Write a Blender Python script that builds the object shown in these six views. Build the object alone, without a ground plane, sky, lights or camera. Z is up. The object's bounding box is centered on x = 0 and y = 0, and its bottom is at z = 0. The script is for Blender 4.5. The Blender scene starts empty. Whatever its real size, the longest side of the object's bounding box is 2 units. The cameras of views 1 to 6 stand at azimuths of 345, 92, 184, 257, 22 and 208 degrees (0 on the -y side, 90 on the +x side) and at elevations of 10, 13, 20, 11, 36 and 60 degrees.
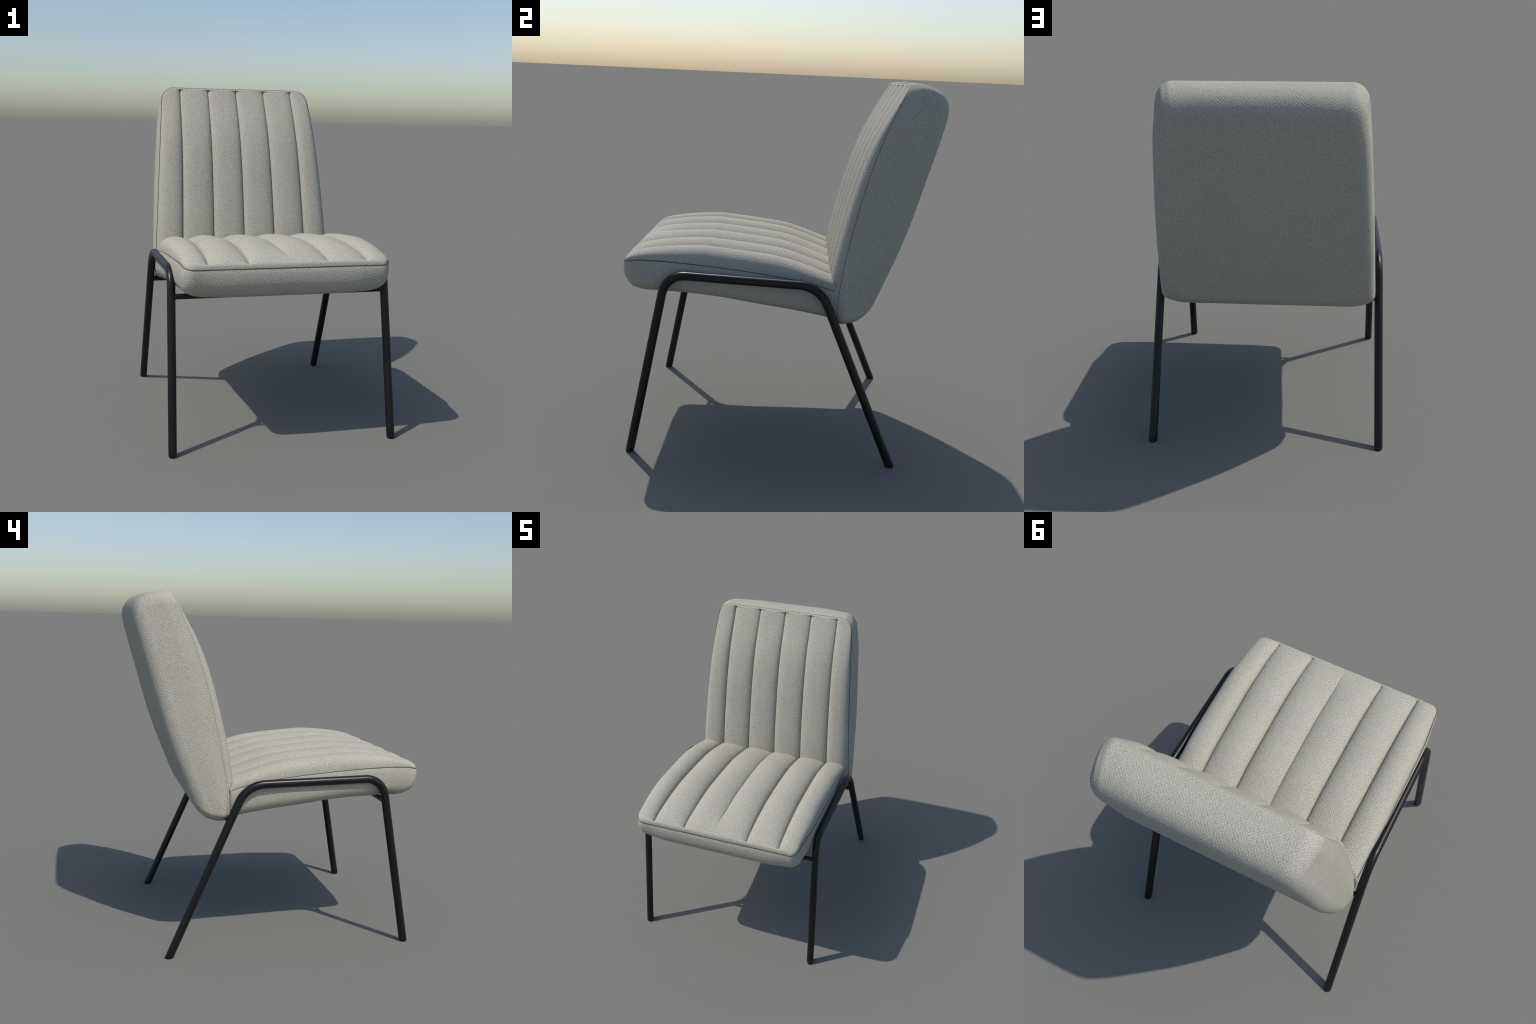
"""Upholstered side chair: channel-quilted seat and backrest in pale woven
fabric on a bent black steel tube frame.  Units: metres, z up, front = -y."""
import math
import bpy
import numpy as np

# ------------------------------------------------------------------ helpers


def curve(points):
    """Smooth (Catmull-Rom style, monotone in the first value) 1-D curve."""
    p = np.array(points, float)
    t, v = p[:, 0], p[:, 1]
    m = np.gradient(v, t)

    def f(q):
        q = np.asarray(q, float)
        i = np.clip(np.searchsorted(t, q) - 1, 0, len(t) - 2)
        h = t[i + 1] - t[i]
        a = (q - t[i]) / h
        ac = np.clip(a, 0, 1)
        h00 = 2 * ac**3 - 3 * ac**2 + 1
        h10 = ac**3 - 2 * ac**2 + ac
        h01 = -2 * ac**3 + 3 * ac**2
        h11 = ac**3 - ac**2
        y = h00 * v[i] + h10 * h * m[i] + h01 * v[i + 1] + h11 * h * m[i + 1]
        return y + np.where(a < 0, a * h * m[0], 0) + np.where(a > 1, (a - 1) * h * m[-1], 0)

    return f


def smooth(a, b, x):
    t = np.clip((np.asarray(x, float) - a) / (b - a), 0, 1)
    return t * t * (3 - 2 * t)


def make_object(name, verts, faces, material, parent, flat=False):
    mesh = bpy.data.meshes.new(name)
    mesh.from_pydata([tuple(map(float, v)) for v in verts], [], faces)
    mesh.update()
    mesh.polygons.foreach_set("use_smooth", [not flat] * len(mesh.polygons))
    mesh.materials.append(material)
    obj = bpy.data.objects.new(name, mesh)
    bpy.context.scene.collection.objects.link(obj)
    obj.parent = parent
    return obj


def grid_faces(rows, cols, flip=False):
    out = []
    for r in range(rows - 1):
        for c in range(cols - 1):
            a = r * cols + c
            q = (a, a + 1, a + cols + 1, a + cols)
            out.append(q[::-1] if flip else q)
    return out


def ring_faces(rings, n, flip=False):
    out = []
    for r in range(rings - 1):
        for c in range(n):
            a, b = r * n + c, r * n + (c + 1) % n
            q = (a, b, b + n, a + n)
            out.append(q[::-1] if flip else q)
    return out


def sweep(path, radius, sides=28, outward=(1.0, 0, 0)):
    path = np.array(path)
    tang = np.gradient(path, axis=0)
    tang /= np.linalg.norm(tang, axis=1)[:, None]
    rings = []
    for p, t in zip(path, tang):
        u = np.array(outward) - np.dot(outward, t) * t
        u /= np.linalg.norm(u)
        w = np.cross(t, u)
        ang = np.linspace(0, 2 * math.pi, sides, endpoint=False)
        rings.append(p + (radius[len(rings)] if isinstance(radius, list) else radius) * (np.cos(ang)[:, None] * u + np.sin(ang)[:, None] * w))
    return rings


# ---------------------------------------------------------------- materials


def fabric_material():
    m = bpy.data.materials.new("woven_fabric")
    m.use_nodes = True
    nt = m.node_tree
    nt.nodes.clear()
    N = nt.nodes.new
    L = nt.links.new

    def val(sock, v):
        if hasattr(v, "links"):
            L(v, sock)
        else:
            sock.default_value = v

    def math_(op, a, b=0.0, c=0.0):
        n = N("ShaderNodeMath")
        n.operation = op
        for i, v in enumerate((a, b, c)):
            val(n.inputs[i], v)
        return n.outputs[0]

    out = N("ShaderNodeOutputMaterial")
    bsdf = N("ShaderNodeBsdfPrincipled")
    L(bsdf.outputs[0], out.inputs[0])
    coord = N("ShaderNodeTexCoord").outputs["Object"]

    # threads are never quite straight: wobble the coordinates
    wob = N("ShaderNodeTexNoise")
    wob.inputs["Scale"].default_value = 70
    wob.inputs["Detail"].default_value = 1.5
    L(coord, wob.inputs["Vector"])
    cen = N("ShaderNodeVectorMath")
    cen.operation = "SUBTRACT"
    L(wob.outputs["Color"], cen.inputs[0])
    cen.inputs[1].default_value = (0.5, 0.5, 0.5)
    add = N("ShaderNodeVectorMath")
    add.operation = "MULTIPLY_ADD"
    L(cen.outputs[0], add.inputs[0])
    add.inputs[1].default_value = (WOBBLE,) * 3
    L(coord, add.inputs[2])
    sep = N("ShaderNodeSeparateXYZ")
    L(add.outputs[0], sep.inputs[0])
    k = math.pi / WEAVE
    sx, sy, sz = (math_("SINE", math_("MULTIPLY", sep.outputs[i], k)) for i in range(3))

    geo = N("ShaderNodeNewGeometry")
    nsep = N("ShaderNodeSeparateXYZ")
    L(geo.outputs["Normal"], nsep.inputs[0])
    wx, wy, wz = (math_("POWER", math_("ABSOLUTE", nsep.outputs[i]), 6.0) for i in range(3))
    tot = math_("ADD", math_("ADD", wx, wy), wz)
    s = math_("ADD", math_("ADD", math_("MULTIPLY", math_("MULTIPLY", sy, sz), wx),
                           math_("MULTIPLY", math_("MULTIPLY", sx, sz), wy)),
              math_("MULTIPLY", math_("MULTIPLY", sx, sy), wz))
    weave = math_("DIVIDE", s, tot)                       # -1 .. 1 basket weave

    grain = N("ShaderNodeTexNoise")
    grain.inputs["Scale"].default_value = 120
    grain.inputs["Detail"].default_value = 2.0
    L(coord, grain.inputs["Vector"])
    g = math_("SUBTRACT", grain.outputs["Fac"], 0.5)
    height = math_("ADD", math_("MULTIPLY", weave, 0.5), math_("MULTIPLY", g, 0.9))

    blot = N("ShaderNodeTexNoise")
    blot.inputs["Scale"].default_value = 45
    blot.inputs["Detail"].default_value = 2.0
    L(coord, blot.inputs["Vector"])

    cloud = N("ShaderNodeTexNoise")
    cloud.inputs["Scale"].default_value = 5
    cloud.inputs["Detail"].default_value = 3.0
    L(coord, cloud.inputs["Vector"])

    ramp = N("ShaderNodeValToRGB")
    ramp.color_ramp.interpolation = "EASE"
    e = ramp.color_ramp.elements
    e[0].position, e[0].color = 0.18, (*PIT, 1)
    e[1].position, e[1].color = 0.85, (*THREAD_HI, 1)
    mid = e.new(0.46)
    mid.color = (*THREAD, 1)
    shade = math_("ADD", math_("MULTIPLY", weave, 0.25), 0.5)
    shade = math_("ADD", shade, math_("MULTIPLY", g, 0.27))
    shade = math_("ADD", shade, math_("MULTIPLY", math_("SUBTRACT", blot.outputs["Fac"], 0.5), 0.16))
    L(shade, ramp.inputs[0])
    tint = N("ShaderNodeMix")
    tint.data_type = "RGBA"
    tint.blend_type = "MULTIPLY"
    tint.inputs["Factor"].default_value = 1.0
    L(ramp.outputs["Color"], tint.inputs["A"])
    cr = N("ShaderNodeValToRGB")
    cr.color_ramp.elements[0].position, cr.color_ramp.elements[0].color = 0.3, (0.965, 0.965, 0.96, 1)
    cr.color_ramp.elements[1].position, cr.color_ramp.elements[1].color = 0.7, (1.0, 1.0, 1.0, 1)
    L(cloud.outputs["Fac"], cr.inputs[0])
    L(cr.outputs["Color"], tint.inputs["B"])
    L(tint.outputs["Result"], bsdf.inputs["Base Color"])

    bump = N("ShaderNodeBump")
    bump.inputs["Strength"].default_value = 1.0
    bump.inputs["Distance"].default_value = BUMP
    L(height, bump.inputs["Height"])
    L(bump.outputs[0], bsdf.inputs["Normal"])
    bsdf.inputs["Roughness"].default_value = 0.95
    bsdf.inputs["Specular IOR Level"].default_value = 0.15
    bsdf.inputs["Sheen Weight"].default_value = 0.0
    return m


def steel_material():
    m = bpy.data.materials.new("black_powder_coat")
    m.use_nodes = True
    nt = m.node_tree
    bsdf = next(n for n in nt.nodes if n.type == "BSDF_PRINCIPLED")
    bsdf.inputs["Base Color"].default_value = (0.006, 0.006, 0.0065, 1)
    bsdf.inputs["Roughness"].default_value = 0.36
    bsdf.inputs["Specular IOR Level"].default_value = 0.36
    noise = nt.nodes.new("ShaderNodeTexNoise")
    noise.inputs["Scale"].default_value = 260
    coord = nt.nodes.new("ShaderNodeTexCoord")
    nt.links.new(coord.outputs["Object"], noise.inputs["Vector"])
    bump = nt.nodes.new("ShaderNodeBump")
    bump.inputs["Strength"].default_value = 0.04
    bump.inputs["Distance"].default_value = 0.001
    nt.links.new(noise.outputs["Fac"], bump.inputs["Height"])
    nt.links.new(bump.outputs[0], bsdf.inputs["Normal"])
    return m


WEAVE = 0.0076          # half period of the basket weave
WOBBLE = 0.016
BUMP = 0.0011
PIT = (0.265, 0.236, 0.178)
THREAD = (0.405, 0.388, 0.330)
THREAD_HI = (0.500, 0.485, 0.425)
FABRIC = fabric_material()
STEEL = steel_material()

chair = bpy.data.objects.new("upholstered_chair", None)
bpy.context.scene.collection.objects.link(chair)
chair["label"] = "pale woven fabric chair with channel quilting and black tube legs"
chair["category"] = "chair"

def make_tube(name, path, radius, material, parent, sides=8):
    rings = sweep(path, radius, sides, (0.02, 0.01, 1.0))
    return make_object(name, np.vstack(rings), ring_faces(len(rings), sides), material, parent)


def seam_shade_material():
    m = bpy.data.materials.new("seam_shade_tone")
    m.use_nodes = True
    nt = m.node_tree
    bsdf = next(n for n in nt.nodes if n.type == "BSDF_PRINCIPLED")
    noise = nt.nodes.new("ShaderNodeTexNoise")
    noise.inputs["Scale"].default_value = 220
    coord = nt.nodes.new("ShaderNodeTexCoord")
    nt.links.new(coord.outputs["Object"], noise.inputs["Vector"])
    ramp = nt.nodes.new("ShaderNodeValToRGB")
    ramp.color_ramp.elements[0].color = (0.075, 0.070, 0.055, 1)  # dark tones stand in for the shade inside the seam crease
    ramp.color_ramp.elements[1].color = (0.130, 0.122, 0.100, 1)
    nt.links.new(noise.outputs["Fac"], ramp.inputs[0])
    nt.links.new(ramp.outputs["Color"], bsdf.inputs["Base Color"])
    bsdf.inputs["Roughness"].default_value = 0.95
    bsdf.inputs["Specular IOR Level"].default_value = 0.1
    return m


SEAM_SHADE = seam_shade_material()

# ------------------------------------------------------- channel positions
# each cushion face is sewn into six padded channels by five seams


def channel_edges(fractions, half):
    """x of the 7 channel borders for rows with half width `half`."""
    return [-half, *[f for f in fractions], half]


def roll(xi, power=2.8, edge=0.62):
    return np.maximum(1 - np.abs(xi) ** power, 0) ** edge


XI = np.sin(np.linspace(-1, 1, 49) * math.pi / 2)          # columns crowd at the seams
XI = np.sign(XI) * (1 - (1 - np.abs(XI)) ** 1.25)


# ------------------------------------------------------------ seat cushion
SEAT_FRONT, SEAT_REAR, SEAT_HALF = -0.805, 0.314, 0.592
CORNER = 0.058
SEAT_SHIFT = -0.010      # the cushion sits a touch off centre on its frame
seam_z = curve([(-0.82, 1.026), (-0.80, 1.030), (-0.75, 1.042), (-0.68, 1.047), (-0.545, 1.047), (-0.25, 1.028),
                (-0.06, 1.009), (0.10, 0.986), (0.22, 0.961), (0.32, 0.931)])
under_z = curve([(-0.82, 0.853), (-0.70, 0.856), (-0.53, 0.859), (-0.41, 0.855), (-0.30, 0.846), (-0.12, 0.822),
                 (0.13, 0.789), (0.27, 0.764), (0.34, 0.750)])


def seat_half(y):
    d = np.clip(SEAT_FRONT + CORNER - np.asarray(y, float), 0, CORNER)
    return SEAT_HALF - CORNER + np.sqrt(np.maximum(CORNER**2 - d**2, 0)) - rear_taper(y)


def rear_taper(y):
    """The plan narrows a little towards the back and the front corners."""
    return 0.013 * smooth(-0.05, 0.32, y) + 0.021 * (1 - smooth(-0.80, -0.45, y))


def seat_loop():
    """Seam line round the seat, seen from above (counter-clockwise)."""
    pts = []
    nose = SEAT_HALF - 0.021
    xs = np.linspace(-(nose - CORNER), nose - CORNER, 60)
    pts += [(x, SEAT_FRONT) for x in xs]
    for a in np.linspace(0, math.pi / 2, 16)[1:]:
        y = SEAT_FRONT + CORNER - CORNER * math.cos(a)
        pts.append((float(seat_half(y)), y))
    r = 0.018
    for y in np.linspace(SEAT_FRONT + CORNER, SEAT_REAR - r, 70)[1:]:
        pts.append((SEAT_HALF - float(rear_taper(y)), y))
    rear = SEAT_HALF - 0.013
    for a in np.linspace(0, math.pi / 2, 6)[1:]:
        pts.append((rear - r + r * math.cos(a), SEAT_REAR - r + r * math.sin(a)))
    for x in np.linspace(rear - r, -(rear - r), 60)[1:]:
        pts.append((x, SEAT_REAR))
    left = [(-x, y) for x, y in pts[60:60 + 15 + 69 + 5]][::-1]
    pts += left
    # drop doubled points
    out = []
    for p in pts:
        if not out or math.hypot(p[0] - out[-1][0], p[1] - out[-1][1]) > 1e-5:
            out.append(p)
    if math.hypot(out[0][0] - out[-1][0], out[0][1] - out[-1][1]) < 1e-5:
        out.pop()
    return np.array(out)


def bulge(t):
    """Fabric swelling just beside a seam: quick rise, slow return."""
    return np.sin(math.pi * np.clip(t, 0, 1) ** 0.55)


def build_seat():
    loop = seat_loop()
    n = len(loop)
    yc = -0.24
    x, y = loop[:, 0], loop[:, 1]
    front = y < yc
    hy = np.where(front, yc - SEAT_FRONT, SEAT_REAR - yc)
    zs = seam_z(y)
    rings = []
    # crease: seam tucked slightly in and down
    # profile of the band below the seam: fraction of the drop, inset of the
    # sides and inset of the front, from the seam round to the underside
    step = np.linspace(0, 1, 10)
    drop = curve(list(zip(step, (0.0, 0.13, 0.30, 0.48, 0.64, 0.78, 0.88, 0.95, 0.985, 1.0))))
    side_in = curve(list(zip(step, (0.0, -0.005, -0.007, -0.006, -0.002, 0.011, 0.036, 0.071, 0.107, 0.148))))
    front_in = curve(list(zip(step, (0.0, -0.006, -0.008, -0.005, 0.005, 0.021, 0.042, 0.067, 0.093, 0.123))))
    prof = [("crease", 0.0), ("crease", 1.0)]
    prof += [("band", t) for t in np.concatenate([[0, 0.012, 0.03], np.linspace(0.06, 1, 32)])]
    prof += [("floor", s) for s in (0.8, 0.55, 0.3, 0.1, 0.02)]
    at_corner = smooth(SEAT_FRONT + 0.26, SEAT_FRONT + 0.02, y) * smooth(0.34, 0.56, np.abs(x))
    for kind, t in prof:
        tuck = 0.024 * smooth(-0.15, 0.75, t) - 0.0018 if kind == "band" else tuck if kind == "floor" else 0.0
        if kind == "crease":
            ix = iyf = (0.0060, 0.0012)[int(t)]
            iyr, g = 0.004, (0.10, 0.028)[int(t)]
        elif kind == "band":
            ix, iyf, g = float(side_in(t)), float(front_in(t)), 0.025 + 0.975 * float(drop(t))
            iyr = 0.012 * t**4
        scale = 1.0
        if kind == "floor":
            scale, g = t, 1.0
        px = x * (1 - ix / SEAT_HALF) * scale
        iy = np.where(front, iyf, iyr)
        py = yc + (y - yc) * (1 - iy / hy) * scale
        px = px - 0.30 * np.sign(px) * tuck * at_corner * scale
        py = py + 1.0 * tuck * at_corner * scale
        pz = zs + (under_z(py) - zs) * g
        rings.append(np.column_stack([px, py, pz]))
    verts = np.vstack(rings) + [SEAT_SHIFT, 0, 0]
    faces = ring_faces(len(rings), n, flip=True)
    last = (len(rings) - 1) * n
    faces.append(tuple(last + i for i in range(n)))
    body = make_object("seat_cushion", verts, faces, FABRIC, chair)

    # added dark cord: painted crease shade round the top edge, three sides
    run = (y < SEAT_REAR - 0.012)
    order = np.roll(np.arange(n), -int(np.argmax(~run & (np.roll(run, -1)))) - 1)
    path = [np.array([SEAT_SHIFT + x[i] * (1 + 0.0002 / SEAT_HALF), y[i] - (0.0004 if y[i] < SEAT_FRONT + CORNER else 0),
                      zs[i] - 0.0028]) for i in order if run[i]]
    make_tube("seam_shade", path, [0.0022 - 0.0008 * smooth(-0.75, -0.2, p[1]) for p in path], SEAM_SHADE, body)

    # quilted top: six padded channels
    rows = np.unique(np.concatenate([
        SEAT_FRONT + 0.003 + 0.097 * np.linspace(0, 1, 26) ** 1.8,
        np.linspace(SEAT_FRONT + 0.10, SEAT_REAR - 0.05, 90),
        SEAT_REAR - 0.05 * np.linspace(1, 0, 16) ** 1.6]))
    rows = rows[np.concatenate([[True], np.diff(rows) > 1e-5])]
    half = seat_half(rows) - 0.002
    zs = seam_z(rows)
    dfront = rows - rows[0]
    drear = SEAT_REAR - rows
    v = (rows - SEAT_FRONT) / (SEAT_REAR - SEAT_FRONT)
    seams = [f * (0.442 - 0.022 * v) for f in (-1, -0.5, 0, 0.5, 1)]
    edges = [-half, *seams, half]
    rise = 0.09 * (1 - np.exp(-dfront / 0.004)) + 0.91 * np.clip(dfront / 0.42, 0, 1) ** 0.57
    rear = np.clip(drear / 0.02, 0, 1) ** 0.5 * (1 - 0.36 * smooth(-0.02, 0.29, rows))
    depth = smooth(0.004, 0.030, dfront)[:, None]
    middle = smooth(0.0, 0.24, dfront)[:, None] * 0.78
    for c in range(6):
        a, b = edges[c], edges[c + 1]
        X = (a + b)[:, None] / 2 + (b - a)[:, None] / 2 * XI[None, :]
        u = np.abs(X) / half[:, None]
        dome = SEAT_DOME * np.maximum(1 - u**8, 0) ** 0.40
        r = roll(XI, 2.0, 0.68)[None, :]
        if c in (0, 5):                              # firmer outer edge
            outer = XI < 0 if c == 0 else XI > 0
            r = np.where(outer[None, :], roll(XI, 2.4, 0.52)[None, :], r)
        strength = [np.where(XI[None, :] < 0, middle if c == 3 else depth, middle if c == 2 else depth)][0]
        if c == 0:
            strength = np.where(XI[None, :] < 0, 1.0, strength)
        if c == 5:
            strength = np.where(XI[None, :] > 0, 1.0, strength)
        cleft = 0.010 * (1 - r) ** 4 * np.where(strength <= 0.78, 0, strength)
        sink = 0.36 + 0.64 * rise[:, None]
        border = np.where(XI[None, :] < 0, c == 0, c == 5)
        sink = np.where(border, rise[:, None], sink)
        H = ((dome + SEAT_ROLL) * rise[:, None] - SEAT_ROLL * (1 - r) * strength * sink) * rear[:, None]
        H = H - np.where(border, 0, cleft)
        edge_d = np.maximum(np.minimum(half[:, None] - np.abs(X), dfront[:, None]), 0)
        Z = zs[:, None] + H + 0.005 - 0.011 * np.exp(-edge_d / 0.0022)
        Y = np.repeat(rows[:, None], len(XI), 1)
        pts = np.stack([X + SEAT_SHIFT, Y, Z], 2).reshape(-1, 3)
        make_object("padded_channel", pts, grid_faces(len(rows), len(XI)), FABRIC, body)
    return body


SEAT_DOME, SEAT_ROLL = 0.038, 0.046

# --------------------------------------------------------------- backrest
BACK_LOW, BACK_TOP = 0.738, 1.995
front_y = curve([(0.72, 0.336), (0.80, 0.327), (0.88, 0.327), (0.95, 0.331), (1.025, 0.341), (1.145, 0.360),
                 (1.277, 0.387), (1.425, 0.420), (1.605, 0.469), (1.74, 0.515), (1.893, 0.580), (1.99, 0.622)])
rear_y = curve([(0.72, 0.452), (0.866, 0.512), (0.989, 0.561), (1.144, 0.622), (1.28, 0.668), (1.506, 0.733),
                (1.70, 0.789), (1.842, 0.830), (2.00, 0.876)])
back_half_base = curve([(0.72, 0.590), (0.80, 0.588), (1.0, 0.577), (1.2, 0.564), (1.43, 0.548), (1.6, 0.535),
                        (1.75, 0.522), (1.9, 0.507), (2.0, 0.494)])
TOP_RX, TOP_RZ, LOW_RX, LOW_RZ = 0.068, 0.072, 0.155, 0.064


def back_half(z):
    z = np.asarray(z, float)
    w = back_half_base(z)
    dt = np.clip((z - (BACK_TOP - TOP_RZ)) / TOP_RZ, 0, 1)
    db = np.clip(((BACK_LOW + LOW_RZ) - z) / LOW_RZ, 0, 1)
    return w - TOP_RX * (1 - np.sqrt(1 - dt**2)) - LOW_RX * (1 - np.sqrt(1 - db**2))


def back_loop():
    """Outline of the backrest in x and z with outward direction, one turn."""
    half = []
    xb = back_half(BACK_LOW)
    for x in np.linspace(0, xb, 26)[:-1]:
        half.append((x, BACK_LOW))
    for a in np.linspace(0, math.pi / 2, 18)[:-1]:
        z = BACK_LOW + LOW_RZ * (1 - math.cos(a))
        half.append((float(back_half(z)), z))
    for z in np.linspace(BACK_LOW + LOW_RZ, BACK_TOP - TOP_RZ, 80)[:-1]:
        half.append((float(back_half(z)), z))
    for a in np.linspace(0, math.pi / 2, 20)[:-1]:
        z = BACK_TOP - TOP_RZ * (1 - math.sin(a))
        half.append((float(back_half(z)), z))
    xt = float(back_half(BACK_TOP))
    for x in np.linspace(xt, 0, 26):
        half.append((x, BACK_TOP))
    half = np.array(half)
    other = half[1:-1][::-1] * [-1, 1]
    return np.vstack([half, other])


def build_backrest():
    loop = back_loop()
    n = len(loop)
    x, z = loop[:, 0], loop[:, 1]
    zc = 1.36
    high = z > zc
    hz = np.where(high, BACK_TOP - zc, zc - BACK_LOW)
    w = back_half_base(z)
    depth = rear_y(z) - front_y(z)
    fw = 1 - np.minimum(0.085 / depth, 0.55)
    RX = 0.054

    def end_inset(f):
        """How far the top and bottom edges have rolled over at depth f."""
        a = np.clip((f - 0.30) / 0.70, 0, 1)
        b = np.clip((f - 0.25) / 0.75, 0, 1)
        top = 0.150 * (1 - np.sqrt(1 - a**2.1))
        low = 0.090 * (1 - np.sqrt(1 - b**2.2))
        return np.where(high, top - 0.005 * bulge(f / 0.45), low - 0.002 * bulge(f / 0.4))

    rings = []
    prof = [("crease", 0.0), ("crease", 1.0)]
    prof += [("wall", q) for q in np.linspace(0, 1, 22) ** 1.4]
    prof += [("turn", a) for a in np.linspace(0, math.pi / 2, 17)[1:]]
    prof += [("rear", s) for s in (0.86, 0.66, 0.46, 0.26, 0.08)]
    for kind, q in prof:
        scale = 1.0
        if kind == "crease":
            ix = (0.0060, 0.0010)[int(q)]
            iz = 0.2 * ix
            f = (0.010, 0.002)[int(q)] / depth
        elif kind == "wall":
            ix = -0.0110 * float(smooth(-0.12, 0.45, q)) + 0.0002 + 0.0100 * q**2
            f = 0.002 + (fw - 0.002) * q
            iz = end_inset(f)
        elif kind == "turn":
            c = 1 - math.cos(q)
            ix = -0.0008 + RX * c
            f = fw + (1 - fw) * math.sin(q)
            iz = end_inset(f)
        else:
            scale, f = q, np.ones(n)
        px = x * (1 - ix / w) * scale
        pz = zc + (z - zc) * (1 - iz / hz) * scale
        # the upper corners get rounder towards the rear
        pull = 0.016 * smooth(0.0, 0.9, f) * scale * smooth(0.40, 1.05, np.abs(x) / w) * smooth(BACK_TOP - 0.26, BACK_TOP + 0.03, z)
        px = px - np.sign(px) * pull
        pz = pz - pull
        py = front_y(pz) + (rear_y(pz) - front_y(pz)) * f
        # a few gathered folds where the cover is pulled round one top corner
        g = np.exp(-((px - 0.475) / 0.05) ** 2 - ((pz - 1.925) / 0.075) ** 2 - ((py - 0.745) / 0.09) ** 2)
        fold = 0.0022 * g * np.sin((px * 1.0 + (py - 0.74) * 0.25) * 165)
        px = px + fold * 0.8
        pz = pz + fold * 0.8
        rings.append(np.column_stack([px, py, pz]))
    verts = np.vstack(rings)
    faces = ring_faces(len(rings), n)
    last = (len(rings) - 1) * n
    faces.append(tuple(last + i for i in range(n)))
    body = make_object("backrest", verts, faces, FABRIC, chair)

    # fine dark cords added as seam shade down both panel sides
    for side in (-1, 1):
        zz = np.linspace(BACK_LOW + LOW_RZ, BACK_TOP - 0.012, 120)
        path = [np.array([side * (float(back_half(h)) - 0.0004), float(front_y(h)) + 0.0004, h]) for h in zz]
        make_tube("seam_shade", path, [0.0013] * len(path), SEAM_SHADE, body)

    rows = np.unique(np.concatenate([
        BACK_LOW + np.linspace(0, 0.12, 14),
        np.linspace(BACK_LOW + 0.12, BACK_TOP - 0.10, 110),
        BACK_TOP - 0.001 - 0.099 * np.linspace(1, 0, 30) ** 1.8]))
    rows = rows[np.concatenate([[True], np.diff(rows) > 1e-5])]
    half = back_half(rows) - 0.002
    dtop = rows[-1] - rows
    dlow = rows - BACK_LOW
    v = (rows - 1.0) / 1.0
    seams = [0.004 + f * (0.412 - 0.030 * v) for f in (-1, -0.5, 0, 0.5, 1)]
    # near the rounded lower corners the outline pulls inside the seams
    seams = [np.sign(s) * np.minimum(np.abs(s), half - 0.03) for s in seams]
    edges = [-half, *seams, half]
    swell = curve([(0, 0.04), (0.02, 0.10), (0.066, 0.22), (0.13, 0.40), (0.22, 0.62), (0.31, 0.78), (0.45, 0.89),
                   (0.60, 0.95), (0.80, 1.0), (1.30, 1.0)])
    rise = swell(dtop) - 0.04 * np.exp(-dtop / 0.004)
    rise = rise * np.clip(dlow / 0.10, 0, 1) ** 0.5
    sink = 0.60 + 0.40 * rise                       # seams stay deep right up to the top edge
    for c in range(6):
        a, b = edges[c], edges[c + 1]
        X = (a + b)[:, None] / 2 + (b - a)[:, None] / 2 * XI[None, :]
        u = np.abs(X) / half[:, None]
        dome = BACK_DOME * np.maximum(1 - u**6, 0) ** 0.5
        ends = (smooth(0.003, 0.018, dtop) * smooth(0.01, 0.07, dlow))[:, None]
        r = roll(XI, 2.5, 0.58)[None, :]
        cleft = 0.008 * (1 - r) ** 4 * ends
        drop = BACK_ROLL * (1 - r)
        groove = drop * ends * sink[:, None] + cleft
        border = drop * rise[:, None]
        if c == 0:
            groove = np.where(XI[None, :] < 0, border, groove)
        if c == 5:
            groove = np.where(XI[None, :] > 0, border, groove)
        H = (dome + BACK_ROLL) * rise[:, None] - groove
        side_d = np.maximum(half[:, None] - np.abs(X), 0)
        tucked = 0.013 * np.exp(-side_d / 0.0016)
        tucked = np.maximum(tucked, 0.007 * np.exp(-np.maximum(dtop, 0) / 0.002)[:, None])
        Y = front_y(rows)[:, None] - H - 0.003 + tucked
        Z = np.repeat(rows[:, None], len(XI), 1)
        pts = np.stack([X, Y, Z], 2).reshape(-1, 3)
        make_object("padded_channel", pts, grid_faces(len(rows), len(XI)), FABRIC, body)
    return body


BACK_DOME, BACK_ROLL = 0.023, 0.030

# ------------------------------------------------------------------ frame
TUBE = 0.0232


def fillet(p0, p1, p2, radius, steps=18):
    """Arc that rounds the corner p1 of a bent tube."""
    a = (p0 - p1) / np.linalg.norm(p0 - p1)
    b = (p2 - p1) / np.linalg.norm(p2 - p1)
    ang = math.acos(np.clip(a @ b, -1, 1))
    dist = radius / math.tan(ang / 2)
    mid = (a + b) / np.linalg.norm(a + b)
    centre = p1 + mid * radius / math.sin(ang / 2)
    s, e = p1 + a * dist - centre, p1 + b * dist - centre
    s, e = s / radius, e / radius
    om = math.acos(np.clip(s @ e, -1, 1))
    return [centre + radius * (math.sin((1 - t) * om) * s + math.sin(t * om) * e) / math.sin(om)
            for t in np.linspace(0, 1, steps)]


def tube_object(name, rings, parent, cap_start=False, cap_end=False):
    n = len(rings[0])
    verts = np.vstack(rings)
    faces = ring_faces(len(rings), n)
    if cap_start:
        faces.append(tuple(range(n))[::-1])
    if cap_end:
        last = (len(rings) - 1) * n
        faces.append(tuple(last + i for i in range(n)))
    return make_object(name, verts, faces, STEEL, parent)


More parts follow.
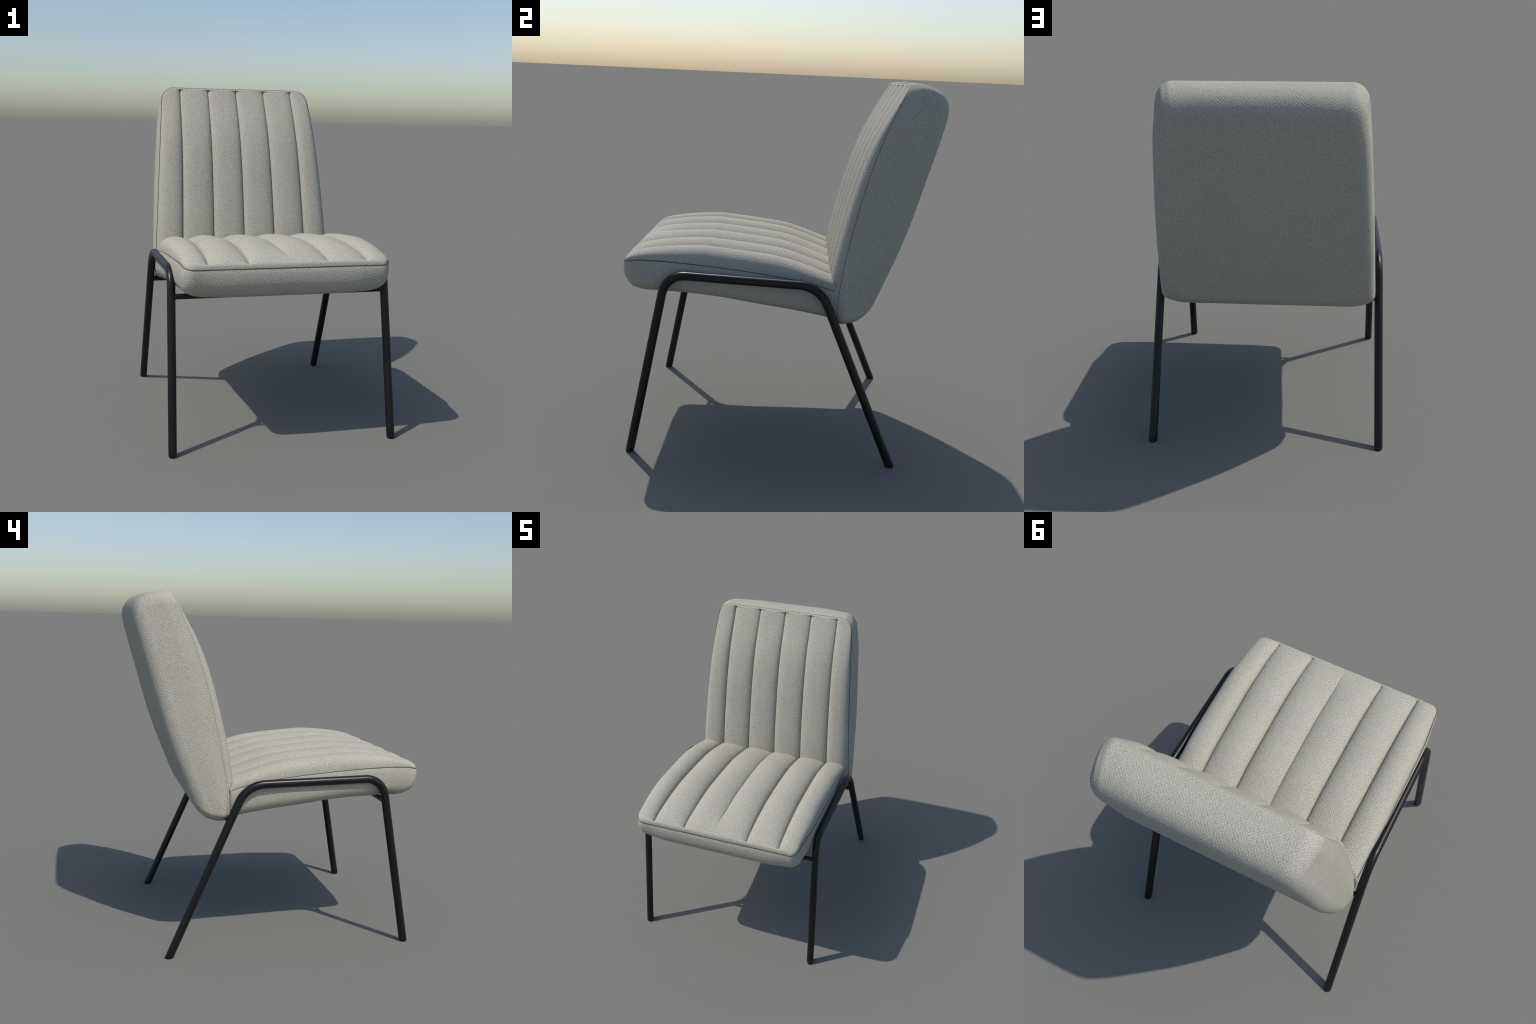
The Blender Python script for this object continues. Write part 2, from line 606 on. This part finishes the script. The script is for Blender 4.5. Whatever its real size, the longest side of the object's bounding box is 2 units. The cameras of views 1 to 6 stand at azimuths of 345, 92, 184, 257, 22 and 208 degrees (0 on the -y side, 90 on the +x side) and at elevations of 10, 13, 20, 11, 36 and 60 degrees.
def foot_rings(foot, top, radius, side, sides=28):
    """Tube end cut level with the floor, its rim slightly rounded."""
    d = (top - foot) / np.linalg.norm(top - foot)
    u = np.array([1.0, 0, 0]) - d[0] * d
    u /= np.linalg.norm(u)
    w = np.cross(d, u)
    ang = np.linspace(0, 2 * math.pi, sides, endpoint=False)
    rings = []
    rim = 0.006
    for a in (0.0, 0.25, 0.6, 1.0):
        inset = rim * (1 - math.sin(a * math.pi / 2))
        lift = rim * (1 - math.cos(a * math.pi / 2))
        ring = (radius - inset) * (np.cos(ang)[:, None] * u + np.sin(ang)[:, None] * w)
        # slide every point along the leg until it sits at the wanted height
        s = (lift - (foot[2] + ring[:, 2])) / d[2]
        rings.append(foot + ring + s[:, None] * d)
    return rings


def build_frame():
    frame = bpy.data.objects.new("frame", None)
    bpy.context.scene.collection.objects.link(frame)
    frame.parent = chair
    for side in (-1, 1):
        S = np.array([side, 1, 1])
        ff = np.array([0.632, -0.745, 0.0]) * S
        fa = np.array([0.614, -0.567, 0.987]) * S
        rb = np.array([0.615, 0.227, 0.966]) * S
        rf = np.array([0.632, 0.652, 0.0]) * S
        front_bend = fillet(ff, fa, rb, 0.118)
        rear_bend = fillet(fa, rb, rf, 0.165)
        d1 = (front_bend[0] - ff) / np.linalg.norm(front_bend[0] - ff)
        d2 = (rear_bend[-1] - rf) / np.linalg.norm(rear_bend[-1] - rf)
        path = [ff + d1 * 0.05, front_bend[0] - d1 * 0.03, front_bend[0] - d1 * 0.015, *front_bend]
        k1 = 1
        rail = [front_bend[-1] + (rear_bend[0] - front_bend[-1]) * t for t in (0.03, 0.25, 0.5, 0.75, 0.97)]
        path += rail
        path += list(rear_bend)
        path += [rear_bend[-1] - d2 * 0.015, rear_bend[-1] - d2 * 0.03, rf + d2 * 0.05]
        k2 = len(path) - 2
        rings = sweep(path, TUBE)
        tube_object("leg", foot_rings(ff, fa, TUBE, side) + rings[:k1 + 1], frame, cap_start=True)
        tube_object("side_rail", rings[k1:k2 + 1], frame)
        # the rear foot is built from the floor up, so reverse the ring order
        rear = [r for r in rings[k2:]]
        foot = foot_rings(rf, rb, TUBE, side)
        flip = [np.roll(r[::-1], 1, 0) for r in rear][::-1]
        tube_object("leg", foot + flip, frame, cap_start=True)
    # cross bars under the cushion, welded between the legs
    for y, z, half, r in ((-0.600, 0.8465, 0.614, 0.0155), (0.322, 0.765, 0.614, 0.0160)):
        xs = [-half, -half + 0.012, -half + 0.022, -half + 0.03, 0.0, half - 0.03, half - 0.022, half - 0.012, half]
        path = [np.array([x, y, z]) for x in xs]
        rr = [r * 1.03, r * 1.02, r * 1.01, r, r, r, r * 1.01, r * 1.02, r * 1.03]
        rings = [p + (sweep([p, p + np.array([0.01, 0, 0])], q, 24, (0, 0, 1.0))[0] - p) * [1, 0.78, 1]
                 for p, q in zip(path, rr)]                 # bars are slightly flattened
        tube_object("cross_bar", rings, frame, True, True)
    return frame


build_seat()
build_backrest()
build_frame()
